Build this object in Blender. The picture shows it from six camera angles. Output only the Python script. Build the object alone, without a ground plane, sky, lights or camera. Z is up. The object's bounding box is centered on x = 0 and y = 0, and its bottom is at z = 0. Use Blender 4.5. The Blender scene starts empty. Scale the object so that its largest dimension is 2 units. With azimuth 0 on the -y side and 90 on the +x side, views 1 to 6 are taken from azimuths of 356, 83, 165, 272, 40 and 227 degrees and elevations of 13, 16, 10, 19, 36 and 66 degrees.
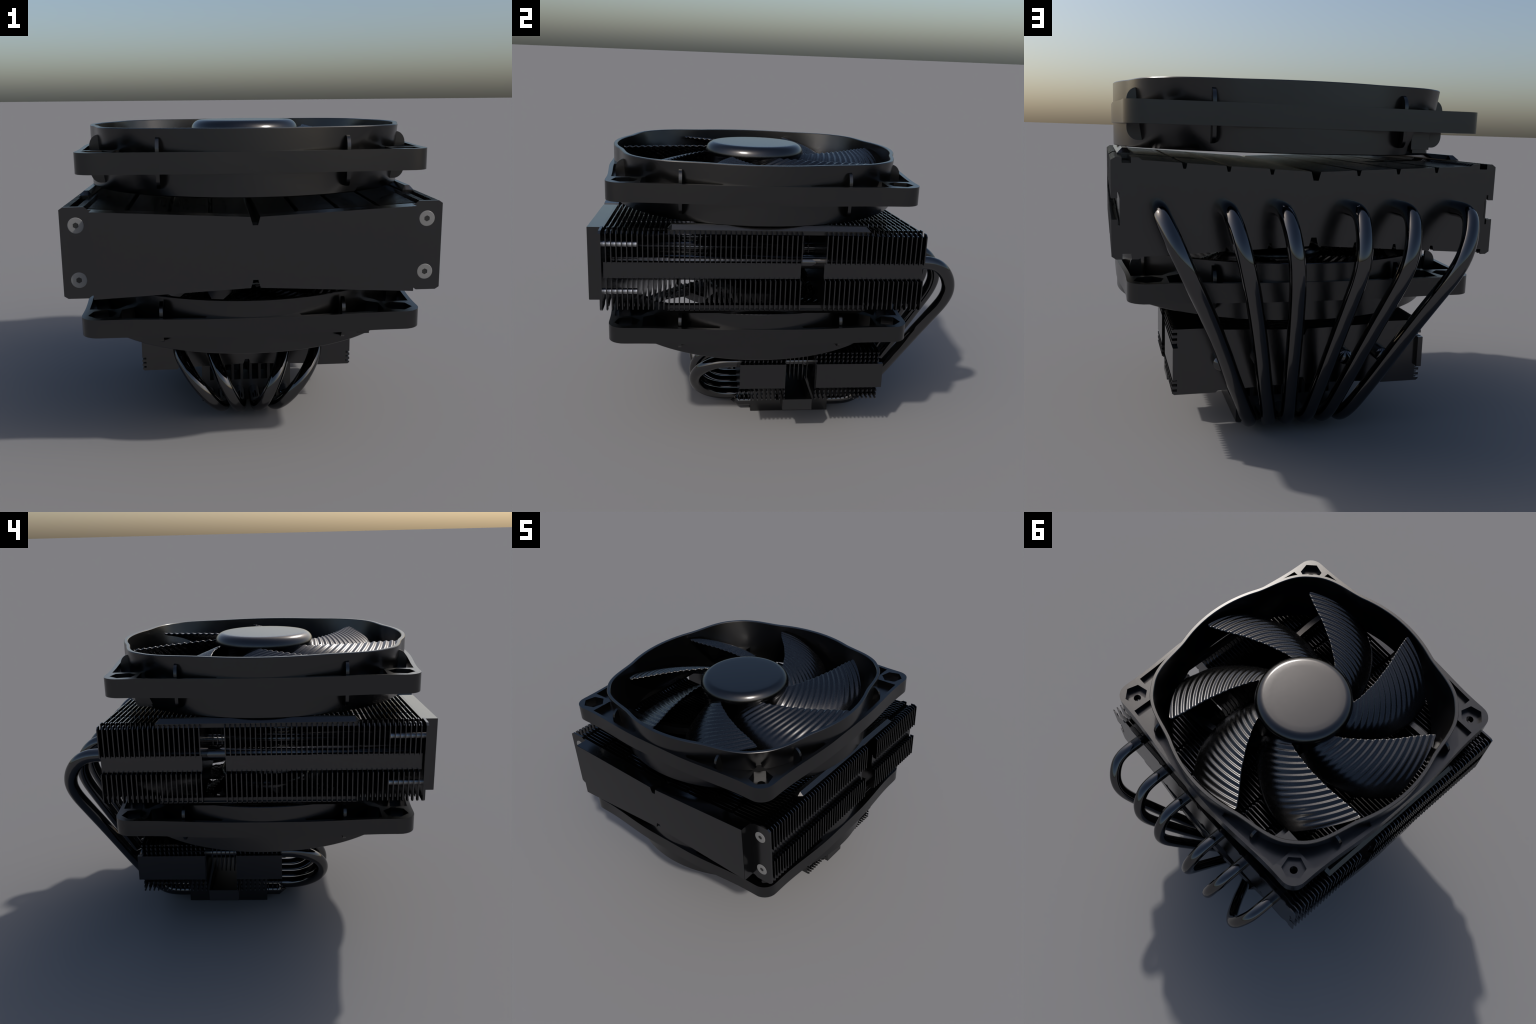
# Twin-fan top-flow CPU cooler: two rippled-blade fans, a large fin stack, a small
# fin stack, six bent heat pipes and a contact base.
import bpy, bmesh, math
from math import sin, cos, pi, radians, degrees, sqrt, atan2
from mathutils import Vector

# ------------------------------------------------------------------ materials
def material(name, colour, metallic, rough, spec=0.5, grain=0.0, grain_scale=60.0, coat=0.0, bump=0.0):
    m = bpy.data.materials.new(name)
    m.use_nodes = True
    nt = m.node_tree
    b = nt.nodes["Principled BSDF"]
    b.inputs["Base Color"].default_value = (*colour, 1)
    b.inputs["Metallic"].default_value = metallic
    b.inputs["Roughness"].default_value = rough
    b.inputs["Specular IOR Level"].default_value = spec
    b.inputs["Coat Weight"].default_value = coat
    b.inputs["Coat Roughness"].default_value = 0.15
    tc = nt.nodes.new("ShaderNodeTexCoord")
    no = nt.nodes.new("ShaderNodeTexNoise")
    no.inputs["Scale"].default_value = grain_scale
    no.inputs["Detail"].default_value = 3
    nt.links.new(tc.outputs["Object"], no.inputs["Vector"])
    mr = nt.nodes.new("ShaderNodeMapRange")
    mr.inputs["To Min"].default_value = rough - grain
    mr.inputs["To Max"].default_value = rough + grain
    nt.links.new(no.outputs["Fac"], mr.inputs["Value"])
    nt.links.new(mr.outputs["Result"], b.inputs["Roughness"])
    if bump:
        bp = nt.nodes.new("ShaderNodeBump")
        bp.inputs["Strength"].default_value = bump
        bp.inputs["Distance"].default_value = 0.002
        nt.links.new(no.outputs["Fac"], bp.inputs["Height"])
        nt.links.new(bp.outputs["Normal"], b.inputs["Normal"])
    return m

M_FIN = material("black_nickel_fin", (0.085, 0.085, 0.087), 1.0, 0.21, grain=0.02)
M_COVER = material("black_brushed_cover", (0.085, 0.085, 0.087), 1.0, 0.20, grain=0.02)
M_FRAME = material("black_frame_plastic", (0.070, 0.070, 0.071), 1.0, 0.26, grain=0.02)
M_BLADE = material("black_blade_plastic", (0.070, 0.070, 0.072), 1.0, 0.27, grain=0.02)
M_HUB = material("black_hub_plastic", (0.070, 0.070, 0.072), 1.0, 0.225, grain=0.02)
M_PIPE = material("black_nickel_pipe", (0.10, 0.10, 0.103), 1.0, 0.07, grain=0.01)
M_BASE = material("dark_base_metal", (0.085, 0.085, 0.087), 1.0, 0.3, grain=0.02)
M_SCREW = material("grey_screw_steel", (0.15, 0.15, 0.15), 0.0, 0.5, grain=0.02)
M_ROD = material("bright_rod_steel", (0.55, 0.55, 0.56), 1.0, 0.25, grain=0.02)
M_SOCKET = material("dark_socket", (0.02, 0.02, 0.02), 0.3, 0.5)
M_RAIL = material("black_rail_rubber", (0.070, 0.070, 0.071), 1.0, 0.26)

# ------------------------------------------------------------------ helpers
COL = bpy.context.scene.collection
root = bpy.data.objects.new("cpu_cooler", None)
COL.objects.link(root)
root["label"] = "black twin-fan computer cooler with fin stacks and heat pipes"
root["category"] = "computer cooler"

def obj(name, me, mat=None, parent=None, loc=(0, 0, 0), rot=0.0):
    o = bpy.data.objects.new(name, me)
    COL.objects.link(o)
    if mat is not None and len(me.materials) == 0:
        me.materials.append(mat)
    o.parent = parent if parent is not None else root
    o.location = loc
    o.rotation_euler = (0, 0, rot)
    return o

def mesh_from(bm, name, smooth=None):
    bmesh.ops.recalc_face_normals(bm, faces=bm.faces)
    me = bpy.data.meshes.new(name)
    bm.to_mesh(me)
    bm.free()
    if smooth is not None:
        me.shade_smooth()
        me.set_sharp_from_angle(angle=radians(smooth))
    return me

def prism(outline, lo, hi, axis="y", bm=None):
    """Extrude a 2D outline along an axis. axis y: outline is (x,z); z: (x,y); x: (y,z)."""
    own = bm is None
    bm = bm or bmesh.new()
    def P(a, b, t):
        return {"y": (a, t, b), "z": (a, b, t), "x": (t, a, b)}[axis]
    n = len(outline)
    v0 = [bm.verts.new(P(a, b, lo)) for a, b in outline]
    v1 = [bm.verts.new(P(a, b, hi)) for a, b in outline]
    bm.faces.new(v0)
    bm.faces.new(list(reversed(v1)))
    for i in range(n):
        j = (i + 1) % n
        bm.faces.new((v0[i], v1[i], v1[j], v0[j]))
    return bm

def box(x0, x1, y0, y1, z0, z1, bm=None):
    return prism([(x0, y0), (x1, y0), (x1, y1), (x0, y1)], z0, z1, "z", bm)

def bevel_all(bm, w, seg=1):
    bmesh.ops.bevel(bm, geom=list(bm.edges), offset=w, segments=seg, affect="EDGES", profile=0.5)
    return bm

def lathe(profile, n=64, bm=None, centre=(0, 0), cap=True):
    """profile: list of (r, z); r == 0 ends close to a point."""
    bm = bm or bmesh.new()
    rings = []
    for r, z in profile:
        if r < 1e-6:
            rings.append([bm.verts.new((centre[0], centre[1], z))])
        else:
            rings.append([bm.verts.new((centre[0] + r * cos(2 * pi * k / n), centre[1] + r * sin(2 * pi * k / n), z)) for k in range(n)])
    for a, b in zip(rings, rings[1:]):
        for k in range(n):
            k2 = (k + 1) % n
            if len(a) == 1:
                bm.faces.new((a[0], b[k], b[k2]))
            elif len(b) == 1:
                bm.faces.new((a[k], a[k2], b[0]))
            else:
                bm.faces.new((a[k], a[k2], b[k2], b[k]))
    return bm

def interp(table, x):
    if x <= table[0][0]:
        return table[0][1]
    for (a, fa), (b, fb) in zip(table, table[1:]):
        if x <= b:
            t = (x - a) / (b - a)
            return fa + (fb - fa) * t
    return table[-1][1]

def smoothstep(a, b, x):
    t = min(1, max(0, (x - a) / (b - a)))
    return t * t * (3 - 2 * t)

def difference(base_bm, cutters):
    """Boolean-subtract a list of cutter bmeshes from a base bmesh; returns a mesh."""
    base = bpy.data.objects.new("tmp_base", mesh_from(base_bm, "tmp_base"))
    COL.objects.link(base)
    cut = bmesh.new()
    for c in cutters:
        tmp = mesh_from(c, "tmp_cut")
        cut.from_mesh(tmp)
        bpy.data.meshes.remove(tmp)
    cutter = bpy.data.objects.new("tmp_cutter", mesh_from(cut, "tmp_cutter"))
    COL.objects.link(cutter)
    mod = base.modifiers.new("cut", "BOOLEAN")
    mod.operation = "DIFFERENCE"
    mod.object = cutter
    mod.solver = "EXACT"
    mod.use_self = True
    dg = bpy.context.evaluated_depsgraph_get()
    dg.update()
    me = bpy.data.meshes.new_from_object(base.evaluated_get(dg))
    bpy.data.objects.remove(base)
    bpy.data.objects.remove(cutter)
    return me

# ------------------------------------------------------------------ fin stacks
MID = 1.097          # height of the middle of the large stack
PITCH = 0.02554      # fin spacing
T_FIN = 0.0055

def large_fin_outline():
    """Outline (x, z) of one large fin: V-shaped top and bottom, notches, side recess."""
    def slope(x):                      # height above MID of the sagging top edge
        return 0.1595 + (0.1965 - 0.1595) * x / 0.727
    q = [(0.0115, 0.123), (0.0215, slope(0.0215))]
    for c in (0.1935, 0.378, 0.561):
        q += [(c - 0.0112, slope(c - 0.0112)), (c - 0.0056, slope(c) - 0.0235),
              (c + 0.0056, slope(c) - 0.0235), (c + 0.0112, slope(c + 0.0112))]
    q += [(0.730, 0.1965), (0.746, 0.207), (0.7745, 0.207), (0.7745, 0.1835), (0.811, 0.1835),
          (0.811, 0.207), (0.8365, 0.207), (0.8545, 0.195), (0.8545, 0.0435), (0.829, 0.0435),
          (0.829, 0.067), (0.8205, 0.067)]
    right = [(x, MID + h) for x, h in q] + [(x, MID - h) for x, h in reversed(q)]
    left = [(-x, z) for x, z in reversed(right)]
    return right + left

def narrow_fin_outline(hw):
    """Fin with its side ends cut away (opening for the screwdriver)."""
    def slope(x):
        return 0.1595 + (0.1965 - 0.1595) * x / 0.727
    q = [(0.0115, 0.123), (0.0215, slope(0.0215))]
    for c in (0.1935, 0.378):
        q += [(c - 0.0112, slope(c - 0.0112)), (c - 0.0056, slope(c) - 0.0235),
              (c + 0.0056, slope(c) - 0.0235), (c + 0.0112, slope(c + 0.0112))]
    q += [(hw, slope(hw))]
    lo = [(hw, MID - 0.010), (0.205, MID - 0.010), (0.205, MID - slope(0.205)), (0.0215, MID - slope(0.0215)), (0.0115, MID - 0.123)]
    right = [(x, MID + h) for x, h in q] + lo
    return right + [(-x, z) for x, z in reversed(right)]

fin_me = mesh_from(prism(large_fin_outline(), -T_FIN / 2, T_FIN / 2), "cooling_fin")
narrow_me = mesh_from(prism(narrow_fin_outline(0.445), -T_FIN / 2, T_FIN / 2), "cooling_fin_short")
Y_FIRST = -0.9172
for i in range(1, 65):
    y = Y_FIRST + i * PITCH
    obj("cooling_fin", narrow_me if 40 <= i <= 43 else fin_me, M_FIN, loc=(0, y, 0))
Y_LAST = Y_FIRST + 64 * PITCH

# folded tabs that close the side recess, on both sides of the opening
for sx in (1, -1):
    for y0, y1 in ((-0.909, 0.0795), (0.2025, Y_LAST + 0.004)):
        a, b = sorted((sx * 0.8140, sx * 0.8212))
        obj("fold_strip", mesh_from(box(a, b, y0, y1, MID - 0.0405, MID + 0.0425), "fold_strip"), M_FIN)

# end plate with the four screws, and the raised cover in front of it
def end_plate_outline():
    q = [(0.0115, 0.123), (0.0215, 0.1590), (0.730, 0.1950), (0.746, 0.207), (0.8365, 0.207), (0.8545, 0.195)]
    right = [(x, MID + h) for x, h in q] + [(x, MID - h) for x, h in reversed(q)]
    return right + [(-x, z) for x, z in reversed(right)]
obj("end_plate", mesh_from(prism(end_plate_outline(), -0.9265, -0.9145), "end_plate"), M_FIN)

def cover_outline():
    q = [(0.0115, 0.123), (0.0215, 0.1597), (0.7125, 0.194)]
    right = [(x, MID + h) for x, h in q] + [(x, MID - h) for x, h in reversed(q)]
    return right + [(-x, z) for x, z in reversed(right)]
cover = obj("cover_plate", mesh_from(prism(cover_outline(), -0.9995, -0.9262), "cover_plate"), M_COVER)
bv = bmesh.new(); bv.from_mesh(cover.data)
bmesh.ops.bevel(bv, geom=[e for e in bv.edges if all(v.co.y < -0.99 for v in e.verts)], offset=0.0016, segments=2, affect="EDGES")
bv.to_mesh(cover.data); bv.free()

# flat-head screws with hexagon sockets
head = lathe([(0.0, -0.9262), (0.0352, -0.9262), (0.0357, -0.9272), (0.0340, -0.9282), (0.0, -0.9286)], 48)
hexcut = [prism([(0.014 * cos(radians(30 + 60 * k)), 0.014 * sin(radians(30 + 60 * k))) for k in range(6)], -0.94, -0.9268, "z")]
screw_me = difference(head, hexcut)
for v in screw_me.vertices:                      # lathe axis z -> y
    x, y, z = v.co
    v.co = (x, z, -y)
screw_me.flip_normals()
screw_me.materials.clear()
sbm = bmesh.new(); sbm.from_mesh(screw_me)
bmesh.ops.recalc_face_normals(sbm, faces=sbm.faces); sbm.to_mesh(screw_me); sbm.free()
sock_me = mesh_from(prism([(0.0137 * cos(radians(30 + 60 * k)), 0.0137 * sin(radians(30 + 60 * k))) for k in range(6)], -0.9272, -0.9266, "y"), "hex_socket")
rod_bm = bmesh.new()
def tube(bm, pts, r, n=20, tip0=0.0, tip1=0.0):
    """Sweep a circle along a polyline of Vectors; optional conical tips."""
    pts = [Vector(p) for p in pts]
    T = []
    for i in range(len(pts)):
        a = pts[max(0, i - 1)]; b = pts[min(len(pts) - 1, i + 1)]
        T.append((b - a).normalized())
    up = Vector((0, 0, 1)) if abs(T[0].z) < 0.9 else Vector((1, 0, 0))
    N = (up - T[0] * up.dot(T[0])).normalized()
    rings = []
    for i, p in enumerate(pts):
        N = (N - T[i] * N.dot(T[i])).normalized()
        B = T[i].cross(N)
        rings.append([bm.verts.new(p + (N * cos(2 * pi * k / n) + B * sin(2 * pi * k / n)) * r) for k in range(n)])
    for a, b in zip(rings, rings[1:]):
        for k in range(n):
            k2 = (k + 1) % n
            bm.faces.new((a[k], a[k2], b[k2], b[k]))
    for ring, t, tip, end in ((rings[0], -T[0], tip0, pts[0]), (rings[-1], T[-1], tip1, pts[-1])):
        if tip > 0:
            c = bm.verts.new(end + t * tip)
            for k in range(n):
                bm.faces.new((ring[k], ring[(k + 1) % n], c))
        else:
            bm.faces.new(ring)
    return bm
rod_me = mesh_from(tube(bmesh.new(), [(0, -0.914, 0), (0, -0.7465, 0)], 0.0158, 16), "screw_rod", 40)
for sx in (1, -1):
    for dz in (0.1235, -0.1235):
        s = obj("screw", screw_me, M_SCREW, loc=(sx * 0.784, -0.0001, MID + dz + 0.002))
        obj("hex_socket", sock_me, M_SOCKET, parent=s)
        obj("screw_rod", rod_me, M_ROD, parent=s)

# clamp rails lying in the slots above and below the fins
def rail_mesh(sign):
    bm = bmesh.new()
    z = lambda h: MID + sign * h
    sect = [(0.7755, 0.188), (0.7755, 0.2085), (0.7630, 0.2085), (0.7630, 0.2125), (0.7775, 0.2345), (0.8010, 0.2345), (0.8225, 0.2125), (0.8225, 0.2085), (0.8100, 0.2085), (0.8100, 0.188)]
    def ring(y, drop):
        out = []
        for x, h in sect:
            if h > 0.22:
                x = 0.79 + (x - 0.79) * (1 - 0.2 * drop); h = h - 0.021 * drop
            out.append(bm.verts.new((x, y, z(h))))
        return out
    rings = [ring(-0.593, 1), ring(-0.572, 0), ring(0.409, 0), ring(0.430, 1)]
    n = len(sect)
    for a, b in zip(rings, rings[1:]):
        for k in range(n):
            bm.faces.new((a[k], a[(k + 1) % n], b[(k + 1) % n], b[k]))
    bm.faces.new(rings[0]); bm.faces.new(rings[-1])
    return mesh_from(bm, "clamp_rail")
for sign in (1, -1):
    me = rail_mesh(sign)
    obj("clamp_rail", me, M_RAIL)
    o = obj("clamp_rail", me, M_RAIL)
    o.scale = (-1, 1, 1)

# small stack over the base
LOW = 0.3975
def small_fin_outline():
    q = [(0.0115, 0.103), (0.0205, 0.130), (0.392, 0.1435), (0.402, 0.152), (0.588, 0.152), (0.598, 0.144)]
    for h in (0.1375, 0.1125, 0.0875):
        q += [(0.598, h), (0.5755, h), (0.5755, h - 0.012), (0.598, h - 0.012)]
    q += [(0.598, 0.0742), (0.574, 0.0742)]
    right = [(x, LOW + h) for x, h in q] + [(x, LOW - h) for x, h in reversed(q)]
    return right + [(-x, z) for x, z in reversed(right)]
def small_slot_outline():
    q = [(0.0115, 0.103), (0.0205, 0.130), (0.392, 0.1435), (0.402, 0.152), (0.43, 0.152), (0.43, -0.105), (0.0, -0.105)]
    right = [(x, LOW + h) for x, h in q]
    return right + [(-x, z) for x, z in reversed(right[:-1])]
small_me = mesh_from(prism(small_fin_outline(), -T_FIN / 2, T_FIN / 2), "small_fin")
slot_me = mesh_from(prism(small_slot_outline(), -T_FIN / 2, T_FIN / 2), "small_fin_short")
for i in range(32):
    y = -0.1935 + i * PITCH
    obj("small_cooling_fin", slot_me if 11 <= i <= 16 else small_me, M_FIN, loc=(0, y, 0))
for sx in (1, -1):
    for y0, y1 in ((-0.1963, 0.0635), (0.2425, 0.6265)):
        a, b = sorted((sx * 0.5735, sx * 0.5975))
        obj("side_cover", mesh_from(box(a, b, y0, y1, LOW - 0.0735, LOW + 0.0735), "side_cover"), M_FIN)

# ------------------------------------------------------------------ heat pipes
R_PIPE = 0.0358
Z_TOP, Z_BOT = 1.103, 0.058
BEND = [(0.55, 1.103), (0.70, 1.103), (0.775, 1.103), (0.832, 1.095), (0.880, 1.071), (0.922, 1.026), (0.951, 0.970), (0.962, 0.905),
        (0.947, 0.830), (0.905, 0.735), (0.846, 0.615), (0.781, 0.485), (0.712, 0.350), (0.646, 0.222), (0.606, 0.148),
        (0.567, 0.099), (0.517, 0.068), (0.450, 0.058), (0.37, 0.058)]
LEAN = [(0.058, 0.0), (0.10, 0.03), (0.17, 0.105), (0.323, 0.25), (0.50, 0.405), (0.675, 0.57), (0.765, 0.665), (0.85, 0.757), (0.945, 0.856), (1.03, 0.937), (1.075, 0.98), (1.103, 1.0)]
def spline(pts, sub=4):
    """Catmull-Rom through control points."""
    P = [Vector(p) for p in pts]
    P = [P[0] * 2 - P[1]] + P + [P[-1] * 2 - P[-2]]
    out = []
    for i in range(1, len(P) - 2):
        for k in range(sub):
            t = k / sub
            a, b, c, d = P[i - 1:i + 3]
            out.append(0.5 * ((2 * b) + (c - a) * t + (2 * a - 5 * b + 4 * c - d) * t * t + (3 * b - a - 3 * c + d) * t ** 3))
    out.append(P[-2])
    return out
pipes = [(0.667, 0.223, None), (0.391, 0.134, 0.385), (0.161, 0.0445, 0.200)]
for xt, xb, xl in pipes:
    for sx in (1, -1):
        path = [Vector((sx * xt, -0.86, Z_TOP))]
        path += spline([(sx * (xb + (xt - xb) * interp(LEAN, z)), y, z) for y, z in BEND])
        if xl is None:
            path.append(Vector((sx * xb, -0.178, Z_BOT)))
        else:
            dx, dz = xl - xb, LOW - Z_BOT
            rad = sqrt(dx * dx + dz * dz) / 2
            y0 = -0.446 + rad
            path.append(Vector((sx * xb, y0 + 0.02, Z_BOT)))
            for k in range(0, 31):
                t = pi * k / 30
                f = (1 - cos(t)) / 2
                path.append(Vector((sx * (xb + dx * f), y0 - rad * sin(t), Z_BOT + dz * f)))
            path.append(Vector((sx * xl, 0.645, LOW)))
        bm = tube(bmesh.new(), path, R_PIPE, 24, 0.03, 0.045)
        obj("heat_pipe", mesh_from(bm, "heat_pipe", 35), M_PIPE)

# ------------------------------------------------------------------ contact base
bm = box(-0.263, 0.263, -0.100, 0.386, 0.0, 0.073)
obj("base_plate", mesh_from(bm, "base_plate"), M_BASE)
# open channel: thin end and side walls only
bm = bmesh.new()
for a, b in ((-0.586, -0.578), (0.578, 0.586)):
    box(a, b, 0.056, 0.226, 0.180, 0.246, bm)
for a, b in ((0.056, 0.064), (0.218, 0.226)):
    box(-0.5775, 0.5775, a, b, 0.180, 0.246, bm)
box(-0.5775, 0.5775, 0.0645, 0.2175, 0.1805, 0.188, bm)
obj("mounting_bar", mesh_from(bm, "mounting_bar"), M_BASE)
for y0, y1 in ((-0.0995, 0.050), (0.232, 0.3855)):
    bm = box(-0.2625, 0.2625, y0, y1, 0.0735, 0.130)
    for sx in (1, -1):
        a, b = sorted((sx * 0.215, sx * 0.2625))
        box(a, b, y0, y1, 0.1305, 0.262, bm)
    for k in range(8):
        x = -0.1855 + k * 0.053
        box(x - 0.008, x + 0.008, y0, y1, 0.1305, 0.240, bm)
    obj("base_rib_block", mesh_from(bm, "base_rib_block"), M_BASE)

# ------------------------------------------------------------------ fans
FAN_Y = -0.105
HALF = 0.7975
R_RING = 0.822

def corner_bump(th):
    d = abs(((degrees(th) % 90) - 45))          # 0 at a corner, 45 mid-side
    return 1 - smoothstep(2, 25, d)

def shroud_radius(th, t, flare):
    return R_RING + flare * corner_bump(th) * max(0, (t - 0.05) / 0.95) ** 0.7

def ring_mesh(z_bot, z_top, flare):
    """Fan shroud: round at the outlet, wavy rounded square at the inlet."""
    n = 288
    bm = bmesh.new()
    levels = [0.0, 0.012, 0.12, 0.25, 0.4, 0.55, 0.7, 0.85, 0.988, 1.0]
    spec = [(t, -0.003 if t in (0.0, 1.0) else 0.0) for t in levels]
    spec += [(t, -0.019 if t in (0.0, 1.0) else -0.022) for t in reversed(levels)]
    loops = []
    for t, off in spec:
        loop = []
        for k in range(n):
            th = 2 * pi * k / n
            r = shroud_radius(th, t, flare) + off
            loop.append(bm.verts.new((r * cos(th), r * sin(th), z_bot + (z_top - z_bot) * t)))
        loops.append(loop)
    m = len(loops)
    for i in range(m):
        a, b = loops[i], loops[(i + 1) % m]
        for k in range(n):
            k2 = (k + 1) % n
            bm.faces.new((a[k], a[k2], b[k2], b[k]))
    return bm

def rounded_square_radius(th, h, r):
    """Polar radius of a square with half-width h and corner radius r."""
    a = abs(((degrees(th) + 45) % 90) - 45)          # fold into 0..45
    c, s_ = cos(radians(a)), sin(radians(a))
    side = h / c
    if side * s_ <= h - r:
        return side
    k = h - r
    d = k * (c + s_)
    return d + sqrt(max(0, d * d - 2 * k * k + r * r))

def flange_mesh(z0, z1, zb, zt, flare, pocket):
    """Square mounting flange, bulging round the shroud at mid-side, with hexagon
    seats, screw holes and corner pockets."""
    n = 360
    outline = []
    for k in range(n):
        th = 2 * pi * (k + 0.5) / n
        r = rounded_square_radius(th, HALF, 0.085)
        along = abs(min(abs(r * cos(th)), abs(r * sin(th))))
        r *= 1 + (0.0315 / HALF) * (1 - smoothstep(0.14, 0.66, along))      # shallow bulge at mid-side
        outline.append((r * cos(th), r * sin(th)))
    base = prism(outline, z0, z1, "z")
    bore = bmesh.new()
    loops = []
    for z in (z0 - 0.04, z1 + 0.04):
        t = (z - zb) / (zt - zb)
        loops.append([bore.verts.new(((shroud_radius(2 * pi * k / 200, t, flare) - 0.011) * cos(2 * pi * k / 200),
                                      (shroud_radius(2 * pi * k / 200, t, flare) - 0.011) * sin(2 * pi * k / 200), z)) for k in range(200)])
    for k in range(200):
        bore.faces.new((loops[0][k], loops[0][(k + 1) % 200], loops[1][(k + 1) % 200], loops[1][k]))
    bore.faces.new(loops[0]); bore.faces.new(loops[1])
    cut = [bore]
    for q in range(4):
        c, s = cos(pi / 2 * q), sin(pi / 2 * q)
        def R(pts):
            return [(x * c - y * s, x * s + y * c) for x, y in pts]
        cx = cy = 0.703
        cut.append(prism(R([(cx + 0.068 * cos(radians(135 + 60 * k)), cy + 0.068 * sin(radians(135 + 60 * k))) for k in range(6)]), z1 - 0.040, z1 + 0.05, "z"))
        cut.append(prism(R([(cx + 0.022 * cos(2 * pi * k / 24), cy + 0.022 * sin(2 * pi * k / 24)) for k in range(24)]), z0 - 0.05, z1 - 0.030, "z"))
        half = [(0.7765, 0.622), (0.7835, 0.50), (0.792, 0.40), (0.800, 0.30), (0.805, 0.22), (0.785, 0.22), (0.70, 0.33), (0.60, 0.560), (0.640, 0.622)]
        cut.append(prism(R(half), z1 - pocket, z1 + 0.05, "z"))
        cut.append(prism(R([(b, a) for a, b in reversed(half)]), z1 - pocket, z1 + 0.05, "z"))
    return difference(base, cut)

def gusset_mesh(z0, z1):
    """Upright stiffening web with rounded outer corners, in the local x-z plane."""
    pts = [(0.724, z1), (0.704, z0)]
    rz = 0.055
    for k in range(9):
        a = -pi / 2 + pi / 2 * k / 8
        pts.append((0.724 + 0.049 * cos(a), z0 + rz + rz * sin(a)))
    for k in range(9):
        a = pi / 2 * k / 8
        pts.append((0.7265 + 0.0465 * cos(a), z1 - rz + rz * sin(a)))
    return mesh_from(prism(pts, -0.008, 0.008, "y"), "gusset", 40)

UP_EDGE = [(0.25, -43), (0.283, -38), (0.386, -24), (0.50, -14), (0.63, -6), (0.70, -2.7), (0.785, 0)]
LOW_EDGE = [(0.25, -84.5), (0.316, -77), (0.431, -62), (0.552, -49.8), (0.661, -39.8), (0.721, -33), (0.785, -27.5)]
def blade_mesh(z_hi, z_lo):
    """One swept fan blade with concentric ripples that fade at the trailing edge."""
    nr = 176
    S = [0.0, 0.005, 0.012, 0.022, 0.036] + [0.06 + 0.94 * k / 27 for k in range(28)]
    ns = len(S) - 1
    th = 0.013
    bm = bmesh.new()
    wave = 0.0340
    def smooth_interp(tab, x):
        w = 0.02
        return (interp(tab, x - w) + 2 * interp(tab, x) + interp(tab, x + w)) / 4
    def point(i, j, side):
        s = S[j]
        r_out = 0.786 - 0.028 * s
        tip = 0.045
        if s < tip:                              # rounded leading tip corner
            u = 1 - s / tip
            r_out -= 0.020 * (1 - sqrt(max(0.0, 1 - u * u)))
        r = 0.262 + (r_out - 0.262) * i / nr
        a = radians(smooth_interp(UP_EDGE, r) * (1 - s) + smooth_interp(LOW_EDGE, r) * s)
        z = z_hi + (z_lo - z_hi) * (0.44 * s + 0.56 * s ** 3.0)
        fade = (1 - smoothstep(0.55, 0.88, s)) * smoothstep(0.26, 0.34, r)
        z += 0.0034 * sin(2 * pi * (0.786 - r) / wave + 1.2) * fade
        nose = sqrt(max(0.0, 1 - (1 - min(1.0, s / 0.022)) ** 2))      # rounded leading edge
        edge = (0.22 + 0.78 * nose) * (1 - 0.6 * smoothstep(0.85, 1.0, s))
        z -= 0.0045 * (1 - nose) + th * 0.8 * edge * side
        return (r * cos(a), r * sin(a), z)
    V = [[[bm.verts.new(point(i, j, sd)) for j in range(ns + 1)] for i in range(nr + 1)] for sd in (0, 1)]
    for sd in (0, 1):
        for i in range(nr):
            for j in range(ns):
                f = [V[sd][i][j], V[sd][i + 1][j], V[sd][i + 1][j + 1], V[sd][i][j + 1]]
                bm.faces.new(f)
    for i in range(nr):
        bm.faces.new((V[0][i][0], V[0][i + 1][0], V[1][i + 1][0], V[1][i][0]))
        bm.faces.new((V[0][i][ns], V[0][i + 1][ns], V[1][i + 1][ns], V[1][i][ns]))
    for j in range(ns):
        bm.faces.new((V[0][0][j], V[0][0][j + 1], V[1][0][j + 1], V[1][0][j]))
        bm.faces.new((V[0][nr][j], V[0][nr][j + 1], V[1][nr][j + 1], V[1][nr][j]))
    return mesh_from(bm, "fan_blade", 55)

def hub_mesh(z_top, z_bot):
    prof = [(0.0, z_top), (0.20, z_top), (0.236, z_top - 0.0005)]
    rr, hz = 0.054, 0.056
    for k in range(1, 13):
        a = pi / 2 * k / 12
        prof.append((0.236 + rr * sin(a), z_top - 0.0005 - hz * (1 - cos(a))))
    prof += [(0.288, z_top - 0.075), (0.283, z_top - 0.085), (0.278, z_bot + 0.006), (0.272, z_bot), (0.0, z_bot)]
    return mesh_from(lathe(prof, 96), "fan_hub", 40)

def strut_mesh(z0, z1):
    """Curved support arm from the motor mount to the shroud."""
    tab = [(0.26, 84), (0.36, 73), (0.46, 64), (0.55, 56), (0.65, 47), (0.72, 42), (0.81, 36)]
    bm = bmesh.new()
    n = 24
    rings = []
    for i in range(n + 1):
        r = 0.26 + (0.81 - 0.26) * i / n
        a = radians(interp(tab, r)); w = 0.026 / r
        ring = []
        for da, z in ((-w, z0), (w, z0), (w * 0.9, z1), (-w * 0.9, z1)):
            ring.append(bm.verts.new((r * cos(a + da), r * sin(a + da), z)))
        rings.append(ring)
    for a, b in zip(rings, rings[1:]):
        for k in range(4):
            bm.faces.new((a[k], a[(k + 1) % 4], b[(k + 1) % 4], b[k]))
    bm.faces.new(rings[0]); bm.faces.new(rings[-1])
    return mesh_from(bm, "strut", 30)

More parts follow.
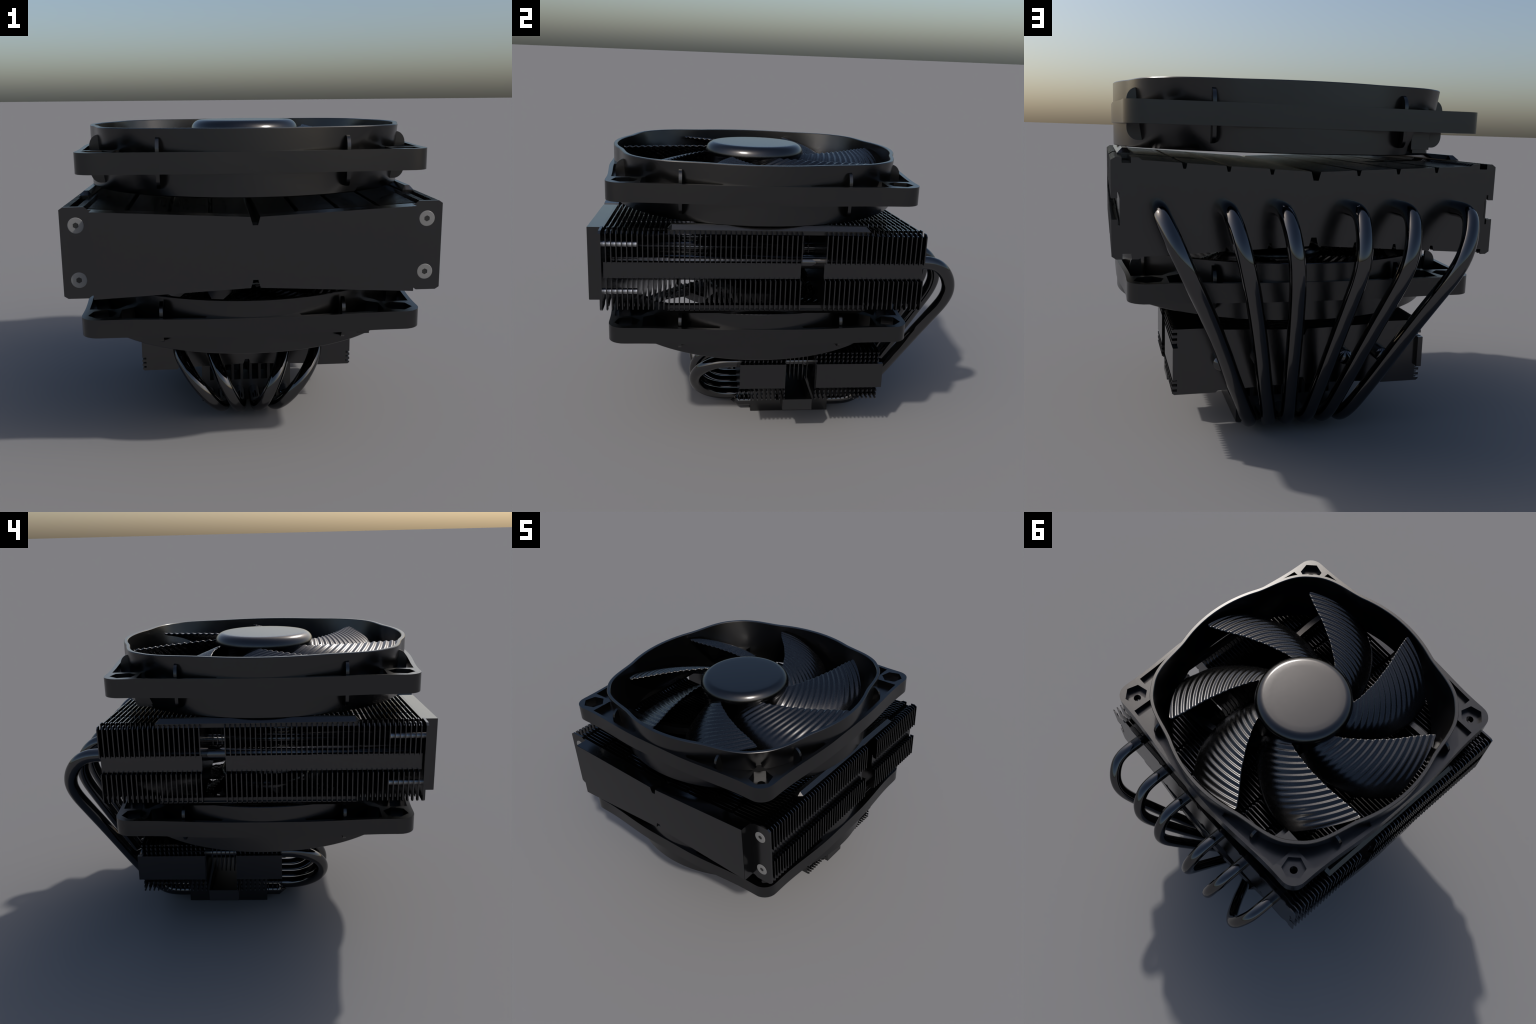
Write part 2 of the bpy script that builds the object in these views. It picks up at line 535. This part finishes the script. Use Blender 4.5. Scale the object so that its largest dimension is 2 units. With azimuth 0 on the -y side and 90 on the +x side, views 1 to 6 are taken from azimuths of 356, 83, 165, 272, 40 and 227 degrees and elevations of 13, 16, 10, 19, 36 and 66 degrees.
def build_fan(z_flange, below, above, flare, hub_top, blade_hi, blade_lo, rot, blade_phase, web_below, pocket, thick, outlet_face):
    z0, z1 = z_flange, z_flange + thick
    zb, zt = z0 - below, z1 + above
    frame = obj("fan_frame", mesh_from(ring_mesh(zb, zt, flare), "fan_frame", 24), M_FRAME, loc=(0.005 * cos(rot), FAN_Y, 0), rot=rot)
    fl = flange_mesh(z0, z1, zb, zt, flare, pocket)
    fl.materials.clear()
    fl.shade_smooth(); fl.set_sharp_from_angle(angle=radians(32))
    obj("mounting_flange", fl, M_FRAME, parent=frame)
    g = gusset_mesh(z0 - web_below, min(z1 + 0.062, zt - 0.012))
    for q in range(4):
        for off in (-0.427, 0.427):
            a = q * pi / 2
            obj("gusset", g, M_FRAME, parent=frame, loc=(-off * sin(a), off * cos(a), 0), rot=a)
    obj("fan_hub", hub_mesh(hub_top, zb + 0.055), M_HUB, parent=frame)
    b = blade_mesh(blade_hi, blade_lo)
    for k in range(7):
        obj("fan_blade", b, M_BLADE, parent=frame, rot=radians(blade_phase + k * 360 / 7) - rot)
    mount = lathe([(0.0, zb + 0.045), (0.262, zb + 0.045), (0.268, zb + 0.04), (0.268, zb + 0.006), (0.262, zb), (0.0, zb)], 72)
    obj("motor_mount", mesh_from(mount, "motor_mount", 40), M_FRAME, parent=frame)
    st = strut_mesh(zb + 0.002, zb + 0.052)
    for k in range(4):
        obj("strut", st, M_FRAME, parent=frame, rot=k * pi / 2)
    # cable outlet block under one corner
    bm = box(-0.593, -0.505, 0.56, outlet_face, z0 - web_below - 0.006, z0 - 0.0005)
    bm2 = box(-0.583, -0.514, 0.56, outlet_face - 0.006, z0 - web_below - 0.022, z0 - web_below - 0.0065, bm)
    obj("cable_outlet", mesh_from(bm2, "cable_outlet"), M_FRAME, parent=frame)

build_fan(1.4385, 0.1085, 0.1000, 0.072, 1.651, 1.596, 1.418, 0.0, 7.3, 0.074, 0.034, 0.0960, 0.674)
build_fan(0.6910, 0.0890, 0.0820, 0.010, 0.838, 0.792, 0.615, pi, 3.0, 0.050, 0.055, 0.0865, 0.640)
